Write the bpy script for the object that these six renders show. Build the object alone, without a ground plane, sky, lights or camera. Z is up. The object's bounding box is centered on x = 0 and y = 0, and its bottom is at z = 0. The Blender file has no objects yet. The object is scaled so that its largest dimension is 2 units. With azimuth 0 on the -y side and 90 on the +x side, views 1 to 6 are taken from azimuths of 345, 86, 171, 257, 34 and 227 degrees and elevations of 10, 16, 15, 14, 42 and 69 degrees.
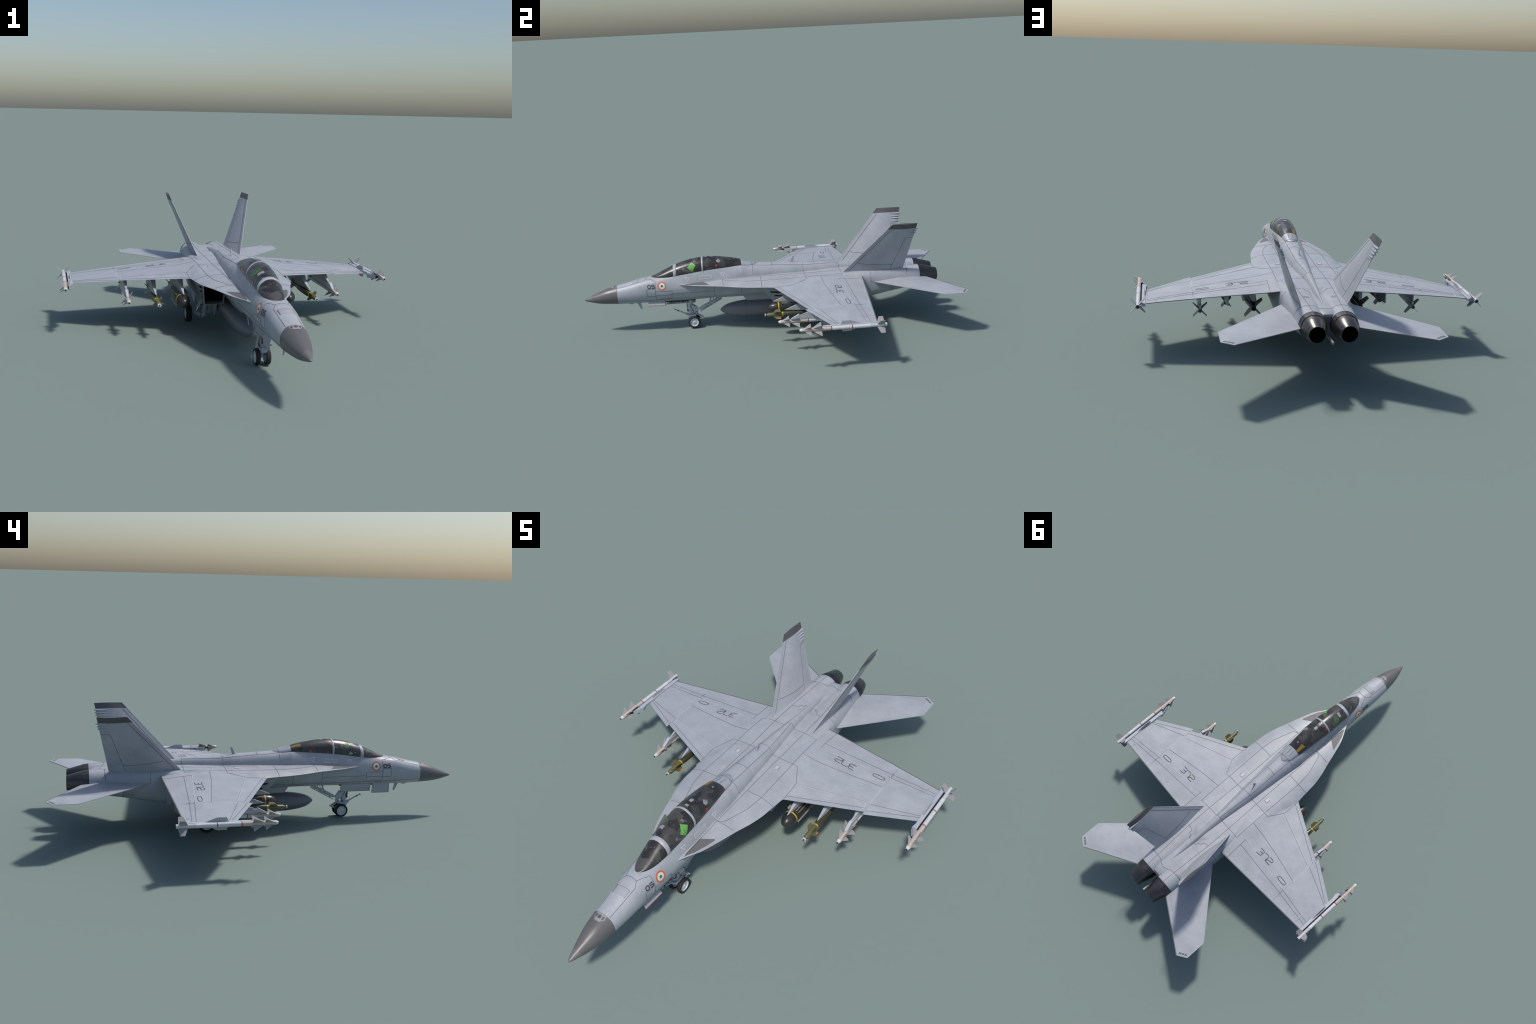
import bpy, bmesh, math, random
from mathutils import Vector, Matrix
from mathutils.bvhtree import BVHTree
from mathutils.geometry import tessellate_polygon
R = random.Random(7)
pi, sin, cos = math.pi, math.sin, math.cos

# ------------------------------------------------------------------ helpers
def pchip(tab):
    """monotone cubic through (key, value) pairs"""
    xs = [t[0] for t in tab]; ys = [t[1] for t in tab]; n = len(xs)
    h = [xs[i+1]-xs[i] for i in range(n-1)]
    d = [(ys[i+1]-ys[i])/h[i] for i in range(n-1)]
    m = [0.0]*n
    for i in range(1, n-1):
        if d[i-1]*d[i] > 0:
            w1 = 2*h[i]+h[i-1]; w2 = h[i]+2*h[i-1]
            m[i] = (w1+w2)/(w1/d[i-1]+w2/d[i])
    m[0], m[-1] = d[0], d[-1]
    def f(x):
        if x <= xs[0]: return ys[0]
        if x >= xs[-1]: return ys[-1]
        i = 0
        while x > xs[i+1]: i += 1
        t = (x-xs[i])/h[i]
        return ((1+2*t)*(1-t)**2*ys[i] + t*(1-t)**2*h[i]*m[i]
                + t*t*(3-2*t)*ys[i+1] + t*t*(t-1)*h[i]*m[i+1])
    return f

def linspace(a, b, n): return [a+(b-a)*i/(n-1) for i in range(n)]
def mix(a, b, t): return a+(b-a)*t

ROOT = bpy.data.objects.new("fighter_jet", None)
bpy.context.collection.objects.link(ROOT)
ROOT.empty_display_size = 0.2
ROOT["label"] = "grey twin-engine two-seat carrier fighter jet armed on landing gear"
ROOT["category"] = "fighter jet"

def link(name, me, parent, angle=32, kind=None):
    ob = bpy.data.objects.new(name, me)
    bpy.context.collection.objects.link(ob)
    ob.parent = parent or ROOT
    if angle is not None and len(me.polygons):
        me.polygons.foreach_set("use_smooth", [True]*len(me.polygons))
        if angle < 180: me.set_sharp_from_angle(angle=math.radians(angle))
    if kind: ob["kind"] = kind
    return ob

class Build:
    """collects vertices, faces and material slots of one mesh"""
    def __init__(s): s.v = []; s.f = []; s.m = []; s.mats = []
    def slot(s, mat):
        if mat not in s.mats: s.mats.append(mat)
        return s.mats.index(mat)
    def add(s, verts, faces, mat):
        o = len(s.v); k = s.slot(mat)
        s.v += [tuple(p) for p in verts]
        for f in faces: s.f.append(tuple(o+i for i in f)); s.m.append(k)
    def loft(s, secs, mat, closed=True, cap0=False, cap1=False, matf=None):
        n = len(secs[0]); v = [p for q in secs for p in q]; f = []
        for j in range(len(secs)-1):
            for i in range(n if closed else n-1):
                a = j*n+i; b = j*n+(i+1) % n
                f.append((a, b, b+n, a+n))
        if cap0: f.append(tuple(range(n-1, -1, -1)))
        if cap1: f.append(tuple((len(secs)-1)*n+i for i in range(n)))
        s.add(v, f, mat)
    def box(s, c, d, mat, rot=None):
        M = rot or Matrix.Identity(3); c = Vector(c)
        v = [c + M @ Vector((x*d[0]/2, y*d[1]/2, z*d[2]/2)) for x in (-1, 1) for y in (-1, 1) for z in (-1, 1)]
        s.add(v, [(0, 1, 3, 2), (4, 6, 7, 5), (0, 4, 5, 1), (2, 3, 7, 6), (0, 2, 6, 4), (1, 5, 7, 3)], mat)
    def rod(s, p, q, r, mat, n=12, r2=None, cap=True):
        p, q = Vector(p), Vector(q); d = (q-p).normalized()
        a = d.orthogonal().normalized(); b = d.cross(a); r2 = r if r2 is None else r2
        sec = lambda o, rr: [o + a*rr*cos(2*pi*i/n) + b*rr*sin(2*pi*i/n) for i in range(n)]
        s.loft([sec(p, r), sec(q, r2)], mat, True, cap, cap)
    def ball(s, c, r, mat, n=10):
        secs = [[Vector(c)+Vector((r*sin(t)*cos(2*pi*i/n), r*sin(t)*sin(2*pi*i/n), r*cos(t))) for i in range(n)]
                for t in linspace(0.02, pi-0.02, 7)]
        s.loft(secs, mat, True, True, True)
    def rev(s, prof, c, mat, n=20, axis='y', cap=True):
        """body of revolution: prof = (along, radius) pairs"""
        secs = []
        for a, r in prof:
            ring = []
            for i in range(n):
                t = 2*pi*i/n
                if axis == 'y': ring.append((c[0]+r*cos(t), c[1]+a, c[2]+r*sin(t)))
                else: ring.append((c[0]+a, c[1]+r*cos(t), c[2]+r*sin(t)))
            secs.append(ring)
        s.loft(secs, mat, True, cap, cap)
    def prism(s, poly, axis, a, b, mat, inset=0.0):
        """extrude polygon; axis 'x': poly in (y,z), from x=a to x=b"""
        P = {'x': lambda u, w, t: (t, u, w), 'z': lambda u, w, t: (u, w, t), 'y': lambda u, w, t: (u, t, w)}[axis]
        s.loft([[P(u, w, t) for u, w in poly] for t in (a, b)], mat, True, True, True)
    def mesh(s, name):
        me = bpy.data.meshes.new(name)
        me.from_pydata(s.v, [], s.f)
        for m in s.mats: me.materials.append(m)
        me.polygons.foreach_set("material_index", s.m)
        bm = bmesh.new(); bm.from_mesh(me)
        bmesh.ops.remove_doubles(bm, verts=bm.verts, dist=1e-6)
        bmesh.ops.dissolve_degenerate(bm, dist=1e-7, edges=bm.edges)
        bmesh.ops.recalc_face_normals(bm, faces=bm.faces)
        bm.to_mesh(me); bm.free(); me.update()
        return me
    def obj(s, name, parent=None, angle=32, kind=None):
        return link(name, s.mesh(name), parent, angle, kind)
    def mirrored(s):
        o = Build(); o.mats = s.mats; o.m = list(s.m)
        o.v = [(-x, y, z) for x, y, z in s.v]; o.f = [tuple(reversed(f)) for f in s.f]
        return o

def pair(b, name, parent=None, angle=32, kind=None):
    """left and right copies; returns both"""
    return b.obj(name, parent, angle, kind), b.mirrored().obj(name, parent, angle, kind)

# ---------------------------------------------------------------- materials
def srgb(*c): return tuple(((x/255)/12.92 if x/255 < .04045 else ((x/255+.055)/1.055)**2.4) for x in c)+(1,)
def lin(*c): return tuple(c)+(1,)

def mat_new(name, col, rough=.5, metal=0., mott=0.0, scale=30., bump=0., spec=.5, coat=0., col2=None):
    m = bpy.data.materials.new(name); m.use_nodes = True
    nt = m.node_tree; N = nt.nodes; L = nt.links; b = N["Principled BSDF"]
    b.inputs["Roughness"].default_value = rough; b.inputs["Metallic"].default_value = metal
    b.inputs["Specular IOR Level"].default_value = spec; b.inputs["Coat Weight"].default_value = coat
    b.inputs["Base Color"].default_value = col
    if mott > 0 or bump > 0:
        tc = N.new("ShaderNodeTexCoord")
        n1 = N.new("ShaderNodeTexNoise"); n1.inputs["Scale"].default_value = scale
        n1.inputs["Detail"].default_value = 6; n1.inputs["Roughness"].default_value = .62
        n2 = N.new("ShaderNodeTexNoise"); n2.inputs["Scale"].default_value = scale*9; n2.inputs["Detail"].default_value = 3
        L.new(tc.outputs["Object"], n1.inputs["Vector"]); L.new(tc.outputs["Object"], n2.inputs["Vector"])
        ad = N.new("ShaderNodeMath"); ad.operation = 'MULTIPLY_ADD'; ad.inputs[1].default_value = .45
        L.new(n2.outputs["Fac"], ad.inputs[0]); L.new(n1.outputs["Fac"], ad.inputs[2])
        rp = N.new("ShaderNodeValToRGB"); e = rp.color_ramp.elements
        e[0].position = .5; e[1].position = .95
        c2 = col2 or col
        e[0].color = tuple(c*(1-mott) for c in col[:3])+(1,); e[1].color = tuple(min(1, c*(1+mott)) for c in c2[:3])+(1,)
        L.new(ad.outputs[0], rp.inputs["Fac"]); L.new(rp.outputs["Color"], b.inputs["Base Color"])
        mr = N.new("ShaderNodeMapRange"); mr.inputs[1].default_value = .3; mr.inputs[2].default_value = .7
        mr.inputs[3].default_value = rough-.06; mr.inputs[4].default_value = rough+.06
        L.new(n1.outputs["Fac"], mr.inputs[0]); L.new(mr.outputs[0], b.inputs["Roughness"])
        if bump > 0:
            bp = N.new("ShaderNodeBump"); bp.inputs["Strength"].default_value = bump; bp.inputs["Distance"].default_value = .001
            L.new(n2.outputs["Fac"], bp.inputs["Height"]); L.new(bp.outputs[0], b.inputs["Normal"])
    return m

PAINT = mat_new("grey_paint", lin(.348, .366, .404), .42, mott=.10, scale=16, spec=.45)
PAINT_D = mat_new("walkway_grey_paint", lin(.315, .328, .362), .5, mott=.07, scale=16, spec=.4)
RADOME = mat_new("radome_grey", lin(.118, .115, .118), .36, mott=.05, scale=12, spec=.5)
RADTIP = mat_new("radome_tip_grey", lin(.145, .138, .138), .4)
DARKP = mat_new("dark_grey_panel", lin(.125, .122, .128), .55, mott=.05)
BAND = mat_new("fin_tip_grey", lin(.085, .082, .086), .5, mott=.06)
LINE = mat_new("panel_gap", lin(.135, .138, .155), .7, spec=.2)
LINE_L = mat_new("panel_highlight", lin(.45, .47, .53), .5)
MARK = mat_new("marking_black", lin(.048, .048, .052), .6, spec=.3)
EDGE = mat_new("weathered_edge", lin(.12, .115, .122), .6, mott=.1)
WHITE = mat_new("marking_white", lin(.66, .67, .70), .5)
PALE = mat_new("pale_grey", lin(.46, .47, .52), .5)
ORANGE = mat_new("roundel_saffron", lin(.60, .15, .045), .5)
GREEN = mat_new("roundel_green", lin(.03, .20, .035), .5)
DARK = mat_new("dark_cavity", lin(.012, .012, .014), .8, spec=.2)
NOZZLE = mat_new("burnt_metal", lin(.085, .082, .082), .33, metal=.75, mott=.10, scale=30)
NOZIN = mat_new("sooty_nozzle", lin(.018, .016, .014), .6, metal=.3)
NOZRING = mat_new("nozzle_ring_metal", lin(.070, .069, .073), .45, metal=.8, mott=.15, scale=50)
GEAR = mat_new("gear_enamel", lin(.38, .42, .47), .38, mott=.12, scale=90)
CHROME = mat_new("oleo_chrome", lin(.6, .6, .6), .2, metal=1.)
RUBBER = mat_new("tyre_rubber", lin(.022, .022, .022), .7, mott=.15, scale=80, spec=.3)
RIM = mat_new("wheel_rim", lin(.55, .58, .62), .35, mott=.08, scale=100)
REDTRIM = mat_new("red_edge_trim", lin(.20, .025, .025), .5)
MWHITE = mat_new("missile_white", lin(.56, .565, .58), .38, mott=.04)
MBEIGE = mat_new("missile_beige", lin(.50, .42, .36), .45, mott=.05)
MFIN = mat_new("missile_fin_grey", lin(.30, .29, .30), .45, mott=.05)
MRED = mat_new("missile_red", lin(.21, .02, .02), .5)
OLIVE = mat_new("olive_guidance", lin(.118, .112, .048), .42, mott=.08)
OLIVE_D = mat_new("olive_drab", lin(.055, .052, .029), .42, mott=.1)
BOMB_D = mat_new("dark_olive", lin(.032, .032, .024), .4, mott=.1)
BLACKN = mat_new("black_nose", lin(.028, .028, .028), .33)
YELLOW = mat_new("yellow_band", lin(.55, .37, .025), .45)
TANK = mat_new("tank_grey", lin(.155, .165, .19), .45, mott=.05)
LAUNCH = mat_new("launcher_grey", lin(.40, .43, .48), .4, mott=.05)
GREYP = mat_new("dull_grey_mark", lin(.27, .27, .275), .5)
REDP = mat_new("red_mark", lin(.42, .03, .03), .5)
BGREEN = mat_new("screen_green", lin(.085, .29, .06), .45, mott=.35, scale=160, col2=lin(.16, .40, .09))
GOLD = mat_new("golden_braid", lin(.45, .28, .03), .5)
CYAN = mat_new("cyan_mark", lin(.1, .45, .5), .5)
MAGENTA = mat_new("magenta_mark", lin(.25, .08, .3), .5)

def glass_material():
    """smoked canopy: nearly black and glossy, with grey cockpit panels and pale speckles faintly seen in it"""
    m = bpy.data.materials.new("smoked_canopy"); m.use_nodes = True
    nt = m.node_tree; N = nt.nodes; L = nt.links; b = N["Principled BSDF"]
    b.inputs["Roughness"].default_value = .30; b.inputs["Specular IOR Level"].default_value = .5
    tc = N.new("ShaderNodeTexCoord"); mp = N.new("ShaderNodeMapping"); mp.inputs["Rotation"].default_value = (.5, .3, .75)
    L.new(tc.outputs["Object"], mp.inputs["Vector"])
    v = N.new("ShaderNodeTexVoronoi"); v.inputs["Scale"].default_value = 24; v.distance = 'CHEBYCHEV'
    L.new(mp.outputs[0], v.inputs["Vector"])
    r = N.new("ShaderNodeValToRGB"); e = r.color_ramp.elements
    e[0].color = lin(.026, .025, .025); e[1].color = lin(.080, .076, .075); e[0].position = .3; e[1].position = 1  # both greys lifted and browned to hold the sunlit sheen
    L.new(v.outputs["Color"], r.inputs["Fac"])
    w = N.new("ShaderNodeTexVoronoi"); w.inputs["Scale"].default_value = 210
    L.new(mp.outputs[0], w.inputs["Vector"])
    nz = N.new("ShaderNodeTexNoise"); nz.inputs["Scale"].default_value = 26; L.new(mp.outputs[0], nz.inputs["Vector"])
    c1 = N.new("ShaderNodeMath"); c1.operation = 'LESS_THAN'; c1.inputs[1].default_value = .22; L.new(w.outputs["Distance"], c1.inputs[0])
    c2 = N.new("ShaderNodeMath"); c2.operation = 'GREATER_THAN'; c2.inputs[1].default_value = .58; L.new(nz.outputs["Fac"], c2.inputs[0])
    c3 = N.new("ShaderNodeMath"); c3.operation = 'MULTIPLY'; L.new(c1.outputs[0], c3.inputs[0]); L.new(c2.outputs[0], c3.inputs[1])
    mx = N.new("ShaderNodeMix"); mx.data_type = 'RGBA'
    L.new(c3.outputs[0], mx.inputs[0]); L.new(r.outputs["Color"], mx.inputs[6]); mx.inputs[7].default_value = lin(.24, .24, .25)
    L.new(mx.outputs[2], b.inputs["Base Color"])
    return m
GLASS = glass_material()

# ----------------------------------------------------------- forward fuselage
def superq(n, nu, nl):
    pts = []
    for i in range(n):
        t = 2*pi*i/n; c, s = cos(t), sin(t)
        e = nu if s >= 0 else nl
        k = (abs(c)**e+abs(s)**e)**(-1/e)
        pts.append((c*k, s*k))
    return pts

# radome: near circular ogive, slightly drooped
rad_r = pchip([(-1.0, 0), (-.996, .0045), (-.99, .0072), (-.969, .0150), (-.924, .0298), (-.874, .0425), (-.8175, .0515)])
rad_c = pchip([(-1.0, .1955), (-.969, .1985), (-.924, .2027), (-.874, .2097), (-.8175, .2155)])
rad_w = pchip([(-1.0, 1.0), (-.9, .985), (-.8175, .962)])
b = Build(); secs = []
for y in [-1.0, -.9985, -.997, -.9945]+linspace(-.99, -.8175, 26):
    r = max(rad_r(y), 1e-4)
    secs.append([(r*rad_w(y)*cos(2*pi*i/40), y, rad_c(y)+r*sin(2*pi*i/40)) for i in range(40)])
b.loft(secs[:10], RADTIP, True, True, False); b.loft(secs[9:], RADOME, True, False, False)
radome = b.obj("radome")

F_zb = pchip([(-.8175, .1637), (-.75, .1618), (-.57, .1612), (-.44, .161), (-.32, .1628), (-.2, .163), (.2, .160), (.3, .17), (.4, .21), (.72, .25)])
F_w = pchip([(-.8175, .0495), (-.75, .0553), (-.69, .0585), (-.64, .0605), (-.57, .0645), (-.507, .0672), (-.43, .0690), (-.3, .0715), (-.2, .0715), (-.05, .070), (.2, .068), (.35, .05), (.5, .02), (.72, .004)])
F_wu = pchip([(-.8175, .0495), (-.75, .0553), (-.69, .0585), (-.64, .0605), (-.57, .0645), (-.507, .0672), (-.43, .0690), (-.3, .0720), (-.24, .0725), (-.2, .0715), (-.14, .0675), (-.086, .0645), (.02, .0552), (.19, .0422), (.385, .0258), (.55, .0145), (.66, .007), (.712, .001)])
F_zc = pchip([(-.8175, .2155), (-.75, .224), (-.69, .231), (-.64, .236), (-.55, .240), (-.43, .245), (-.3, .2475), (-.2, .252), (-.086, .26), (.02, .266), (.19, .27), (.5, .272), (.712, .272)])
F_top = pchip([(-.8175, .2668), (-.75, .2805), (-.69, .2955), (-.63, .3055), (-.146, .3515), (-.12, .3480), (-.09, .3448), (-.0625, .3422), (-.03, .3400), (.02, .3382), (.12, .3325), (.19, .3272), (.3, .3215), (.4, .3157), (.4665, .3098), (.55, .3005), (.63, .2905), (.712, .279)])
F_nu = pchip([(-.8175, 2.), (-.69, 2.3), (-.62, 2.3), (-.56, 1.75), (-.5, 1.5), (-.25, 1.5), (-.20, 1.85), (-.1458, 2.8), (-.1448, 2.9), (-.086, 2.55), (.02, 2.3), (.19, 2.2), (.72, 2.)])
F_nl = pchip([(-.8175, 2.), (-.64, 2.05), (-.4, 2.1), (-.2, 2.4), (.1, 3.), (.72, 3.)])
sill_x = pchip([(-.631, 0), (-.6285, .0085), (-.624, .0135), (-.618, .0185), (-.609, .0245), (-.597, .0300), (-.58, .0350), (-.545, .0408), (-.507, .0450), (-.43, .0490), (-.354, .0508), (-.25, .0475), (-.2, .044), (-.1455, .039)])
sill_z = pchip([(-.631, .3055), (-.61, .3035), (-.58, .3035), (-.545, .3052), (-.507, .3101), (-.43, .321), (-.354, .3314), (-.25, .3395), (-.2, .3425), (-.1455, .345)])
NH = 15
def body_section(y):
    w, wu, zb, zc, nu, nl = F_w(y), F_wu(y), F_zb(y), F_zc(y), F_nu(y), F_nl(y)
    cut = -.6305 < y < -.1455
    half = []
    for i in range(NH):                       # lower quarter, from belly outward
        t = pi/2*i/(NH-1); c, s = sin(t), cos(t)
        k = (c**nl+s**nl)**(-1/nl)
        half.append((w*c*k, zc-(zc-zb)*s*k))
    if cut:
        xs, zs = sill_x(y), sill_z(y)
        f = max(1-(min(xs/wu, .999))**nu, 1e-4)**(1/nu)
        zv = zc+(zs-zc)/f
        for i in range(NH):
            z = mix(zc, zs, sin(pi/2*i/(NH-1)))
            x = wu*max(1-((z-zc)/(zv-zc))**nu, 0)**(1/nu)
            half.append((x, z))
        for i in range(1, 6): half.append((xs*(1-i/5), zs-.0005*i))
    else:
        zt = F_top(y); m = NH+5
        for i in range(m):
            t = pi/2*i/(m-1); c, s = cos(t), sin(t)
            k = (c**nu+s**nu)**(-1/nu)
            half.append((wu*c*k, zc+(zt-zc)*s*k))
    return [(x, y, z) for x, z in half]+[(-x, y, z) for x, z in reversed(half[1:-1])]
ys = linspace(-.8175, -.64, 14)+[-.6315]+[-.630, -.627, -.622, -.615, -.605, -.595, -.583]+linspace(-.57, -.15, 40)+[-.1462, -.1448]+linspace(-.14, -.04, 16)+linspace(-.03, .712, 50)
b = Build(); b.loft([body_section(y) for y in ys], PAINT, True, False, True)
fuselage = b.obj("forward_fuselage", angle=38)

# ------------------------------------------------------------------- canopy
C_top = pchip([(-.6308, .3058), (-.62, .3093), (-.6, .3172), (-.5837, .3245), (-.55, .3405), (-.5124, .3578), (-.4602, .3755), (-.41, .3878), (-.3604, .3948), (-.328, .3963), (-.29, .3945), (-.2467, .3888), (-.2, .3818), (-.1445, .3672)])
def dome(y, grow=0.0):
    xs, zs, zt = sill_x(y)+.0006+grow, sill_z(y)-.001, C_top(y)+grow
    out = []; bulge = .0030*max(0, min(1, (y+.60)/.12))*max(0, min(1, (-.15-y)/.1))
    for i in range(33):
        t = pi*i/32; c, s = cos(t), max(sin(t), 0); e = 2.12
        k = (abs(c)**e+s**e)**(-1/e)
        out.append((xs*c*k+math.copysign(bulge*sin(pi*min(1, s*1.15))**1.0 if s < .87 else 0, c)*1.0, y, zs+(zt-zs)*s*k))
    return out
canopy = bpy.data.objects.new("canopy", None); bpy.context.collection.objects.link(canopy); canopy.parent = ROOT
def glazing(name, y0, y1, n, front=False):
    b = Build(); yy = linspace(y0, y1, n)
    if front: yy = [-.6306, -.6303, -.629, -.627, -.6245, -.621, -.617, -.612, -.606, -.599, -.59]+linspace(-.58, y1, n)
    b.loft([dome(y) for y in yy], GLASS, False)
    return b.obj(name, canopy, 60)
gl = [glazing("windscreen", 0, -.5105, 9, True), glazing("canopy_glass", -.4945, -.3570, 16), glazing("canopy_glass", -.3485, -.1445, 22)]
def hoop(y0, y1):
    b = Build()
    b.loft([dome(y0, -.003), dome(y0, .0005), dome(y0+.001, .0012), dome(y1-.001, .0012), dome(y1, .0005), dome(y1, -.003)], PAINT, False)
    return b.obj("canopy_hoop", canopy, 40)
hoop(-.5110, -.4940); hoop(-.3575, -.3480)

# fairing behind the canopy with a rounded tail
b = Build(); secs = []
BW = pchip([(-.1443, .0392), (-.12, .0365), (-.09, .0310), (-.075, .0235), (-.066, .0140), (-.0615, .0050), (-.0605, .001)])
BT = pchip([(-.1443, .3672), (-.12, .3605), (-.09, .3525), (-.075, .3482), (-.066, .3450), (-.0605, .3420)])
for y in linspace(-.1443, -.08, 12)+linspace(-.077, -.0605, 10):
    w, t = BW(y), BT(y); z0 = F_top(y)-.012
    secs.append([(w*cos(pi*i/20)*1., y, z0+(t-z0)*max(sin(pi*i/20), 0)**.85) for i in range(21)])
b.loft(secs, PAINT, False); b.add(secs[0], [tuple(range(21))], PAINT)
fairing = b.obj("canopy_fairing", angle=40)

# ------------------------------------------- leading edge extensions and deck
lex_x = pchip([(-.483, .0635), (-.4805, .0652), (-.446, .0852), (-.42, .1005), (-.394, .114), (-.335, .1345), (-.294, .1470), (-.247, .1602), (-.19, .1785), (-.16, .1862), (-.11, .1955), (-.0475, .2005), (0, .2045), (.0134, .2067), (.05, .209), (.10, .200), (.26, .160)])
lex_ze = pchip([(-.483, .2662), (-.446, .2688), (-.39, .2702), (-.3, .2705), (-.248, .2698), (-.15, .2665), (-.0475, .2627), (.0134, .2602), (.05, .2590), (.11, .2650), (.19, .2755), (.26, .278)])
lex_zr = pchip([(-.483, .2668), (-.445, .2695), (-.3636, .2755), (-.25, .2832), (-.16, .2850), (-.047, .2862), (.19, .2867), (.27, .2875)])
lex_p = pchip([(-.483, 1.), (-.32, 1.8), (-.15, 3.), (-.047, 3.4), (.2, 3.4)])
b = Build(); secs = []
for y in linspace(-.4832, -.44, 8)+linspace(-.43, .26, 54):
    xe, ze, zr, p = lex_x(y), lex_ze(y), lex_zr(y), lex_p(y)
    x0 = .045; up = []; lo = []
    thick = .0012+.006*min(1, max(0, (y+.48)/.3))
    for i in range(19):
        t = i/18; x = mix(x0, xe, t); u = max(0, (x-.062)/max(xe-.062, 1e-4))
        up.append((x, y, zr+(ze-zr)*u**p))
        lo.append((x, y, mix(ze-.0014, ze-.0014-thick, (1-t)**.8)))
    secs.append(up+lo[::-1])
b.loft(secs, PAINT, True, True, True)
lex = pair(b, "leading_edge_extension", angle=40)

# wing: spanwise loft of blunt-tailed thin aerofoils with anhedral
def wing_le(x): return mix(.0134, .1596, (x-.2067)/(.4966-.2067))
def wing_le2(x): return mix(.1441, .2537, (x-.5002)/(.6905-.5002))
def wing_te(x): return mix(.4940, .4615, (x-.165)/(.6897-.165))
WZL = pchip([(.10, .2672), (.14, .2668), (.2067, .2600), (.35, .2455), (.5, .2302), (.60, .2182), (.692, .2068)])
WZT = pchip([(.10, .2668), (.14, .2665), (.1757, .2630), (.35, .2475), (.4984, .2335), (.60, .2232), (.692, .2130)])
def wing_zle(x): return WZL(x)
def wing_zte(x): return WZT(x)
wing_t = pchip([(.07, .0197), (.135, .0197), (.15, .0188), (.18, .0150), (.21, .0124), (.3, .0098), (.5, .0064), (.69, .0042)])
def aero(u): return sin(pi*min(max(u, 0), 1)**1.15)**.95
def wing_section(x, le, NU=28):
    y0, y1, h = le(x), wing_te(x), wing_t(x); up = []; lo = []
    for i in range(NU):
        u = (i/(NU-2))**1.6*(1-.0045/(y1-y0)) if i < NU-1 else 1.
        y = mix(y0, y1, u); zm = mix(wing_zle(x), wing_zte(x), u); a = max(aero(u)*h, .0013 if u > .9 else .0006)
        up.append((x, y, zm+a)); lo.append((x, y, zm-a*.8))
    return up+lo[::-1]
def wing_panel(xs, le):
    b = Build(); secs = [wing_section(x, le) for x in xs]
    b.loft(secs, PAINT, True, True, True)
    # blunt, weathered trailing edge: last upper / first lower vertices
    n = len(secs[0]); k = b.slot(EDGE)
    for j, f in enumerate(b.f):
        ids = sorted(i % n for i in f)
        if len(f) == 4 and ids[0] >= n//2-2 and ids[-1] <= n//2+1: b.m[j] = k
    return b
inner = pair(wing_panel([.075, .10, .12, .13, .14, .15, .16, .17, .18, .19, .2, .21, .23]+linspace(.25, .4978, 10), wing_le), "wing", angle=45)
for w, m in zip(inner, (0, 1)):
    bb = wing_panel(linspace(.4984, .692, 9), wing_le2)
    (bb.mirrored() if m else bb).obj("outer_wing_panel", w, 45)

# engine nacelles: raked box intake that rounds off into the nozzle shroud
nac = []   # y, xi_b, xo_b, xi_t, xo_t, zb, zt, n
N_xib = pchip([(.03, .0565), (.15, .03), (.3, .0), (.7, .0), (.8138, .0063)])
N_xob = pchip([(.03, .1420), (.12, .1385), (.2, .138), (.3, .1385), (.42, .1395), (.54, .1435), (.64, .1355), (.74, .1238), (.8138, .1170)])
N_xit = pchip([(.03, .062), (.15, .035), (.3, .0), (.7, .0), (.8138, .0063)])
N_xot = pchip([(.03, .163), (.15, .162), (.3, .1565), (.42, .150), (.54, .1435), (.64, .1355), (.74, .1238), (.8138, .1170)])
N_zb = pchip([(.03, .1385), (.15, .130), (.3, .1265), (.4357, .1285), (.543, .1425), (.64, .157), (.738, .1685), (.8138, .1772)])
N_zt = pchip([(.03, .254), (.15, .268), (.25, .276), (.33, .2820), (.40, .2855), (.46, .2890), (.5, .2897), (.65, .2893), (.74, .2888), (.8138, .2880)])
N_n = pchip([(.03, 24), (.08, 16), (.15, 8), (.3, 5), (.42, 4.2), (.54, 3.1), (.64, 2.6), (.74, 2.25), (.8138, 2.)])
N_nl = pchip([(.03, 24), (.08, 16), (.15, 8), (.3, 5.), (.42, 4.4), (.54, 3.6), (.64, 3.1), (.74, 2.6), (.8138, 2.)])
def nac_section(y, sh=0.0, inset=0.0, M=88):
    q = superq(M, N_n(y), N_nl(y)); out = []
    for a, c in q:
        s = (c+1)/2
        xi = mix(N_xib(y), N_xit(y), s)+inset; xo = mix(N_xob(y), N_xot(y), s)-inset
        z = mix(N_zb(y)+inset, N_zt(y)-inset, s)
        out.append((mix(xi, xo, (a+1)/2), y-sh*(z-.1385)/.104, z))
    return out
b = Build()
yy = [.03, .05, .08, .11, .14, .17]+linspace(.2, .8138, 34)
sh = pchip([(.03, .075), (.08, .05), (.17, 0.), (.9, 0)])
outer = [nac_section(y, sh(y)) for y in yy]
b.loft(outer, PAINT, True, False, False)
b.loft([nac_section(.8138), nac_section(.8138, 0, .006), nac_section(.80, 0, .008)], DARK, True, False, True)
b.loft([nac_section(.03, .075, 0), nac_section(.0302, .075, .0022)], PAINT, True)
b.loft([nac_section(.0302, .075, .0022), nac_section(.0345, .075, .0030), nac_section(.10, .04, .004)], PALE if False else PAINT_D, True)
b.loft([nac_section(.10, .04, .004), nac_section(.22, 0, .02)], DARK, True, False, True)
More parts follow.
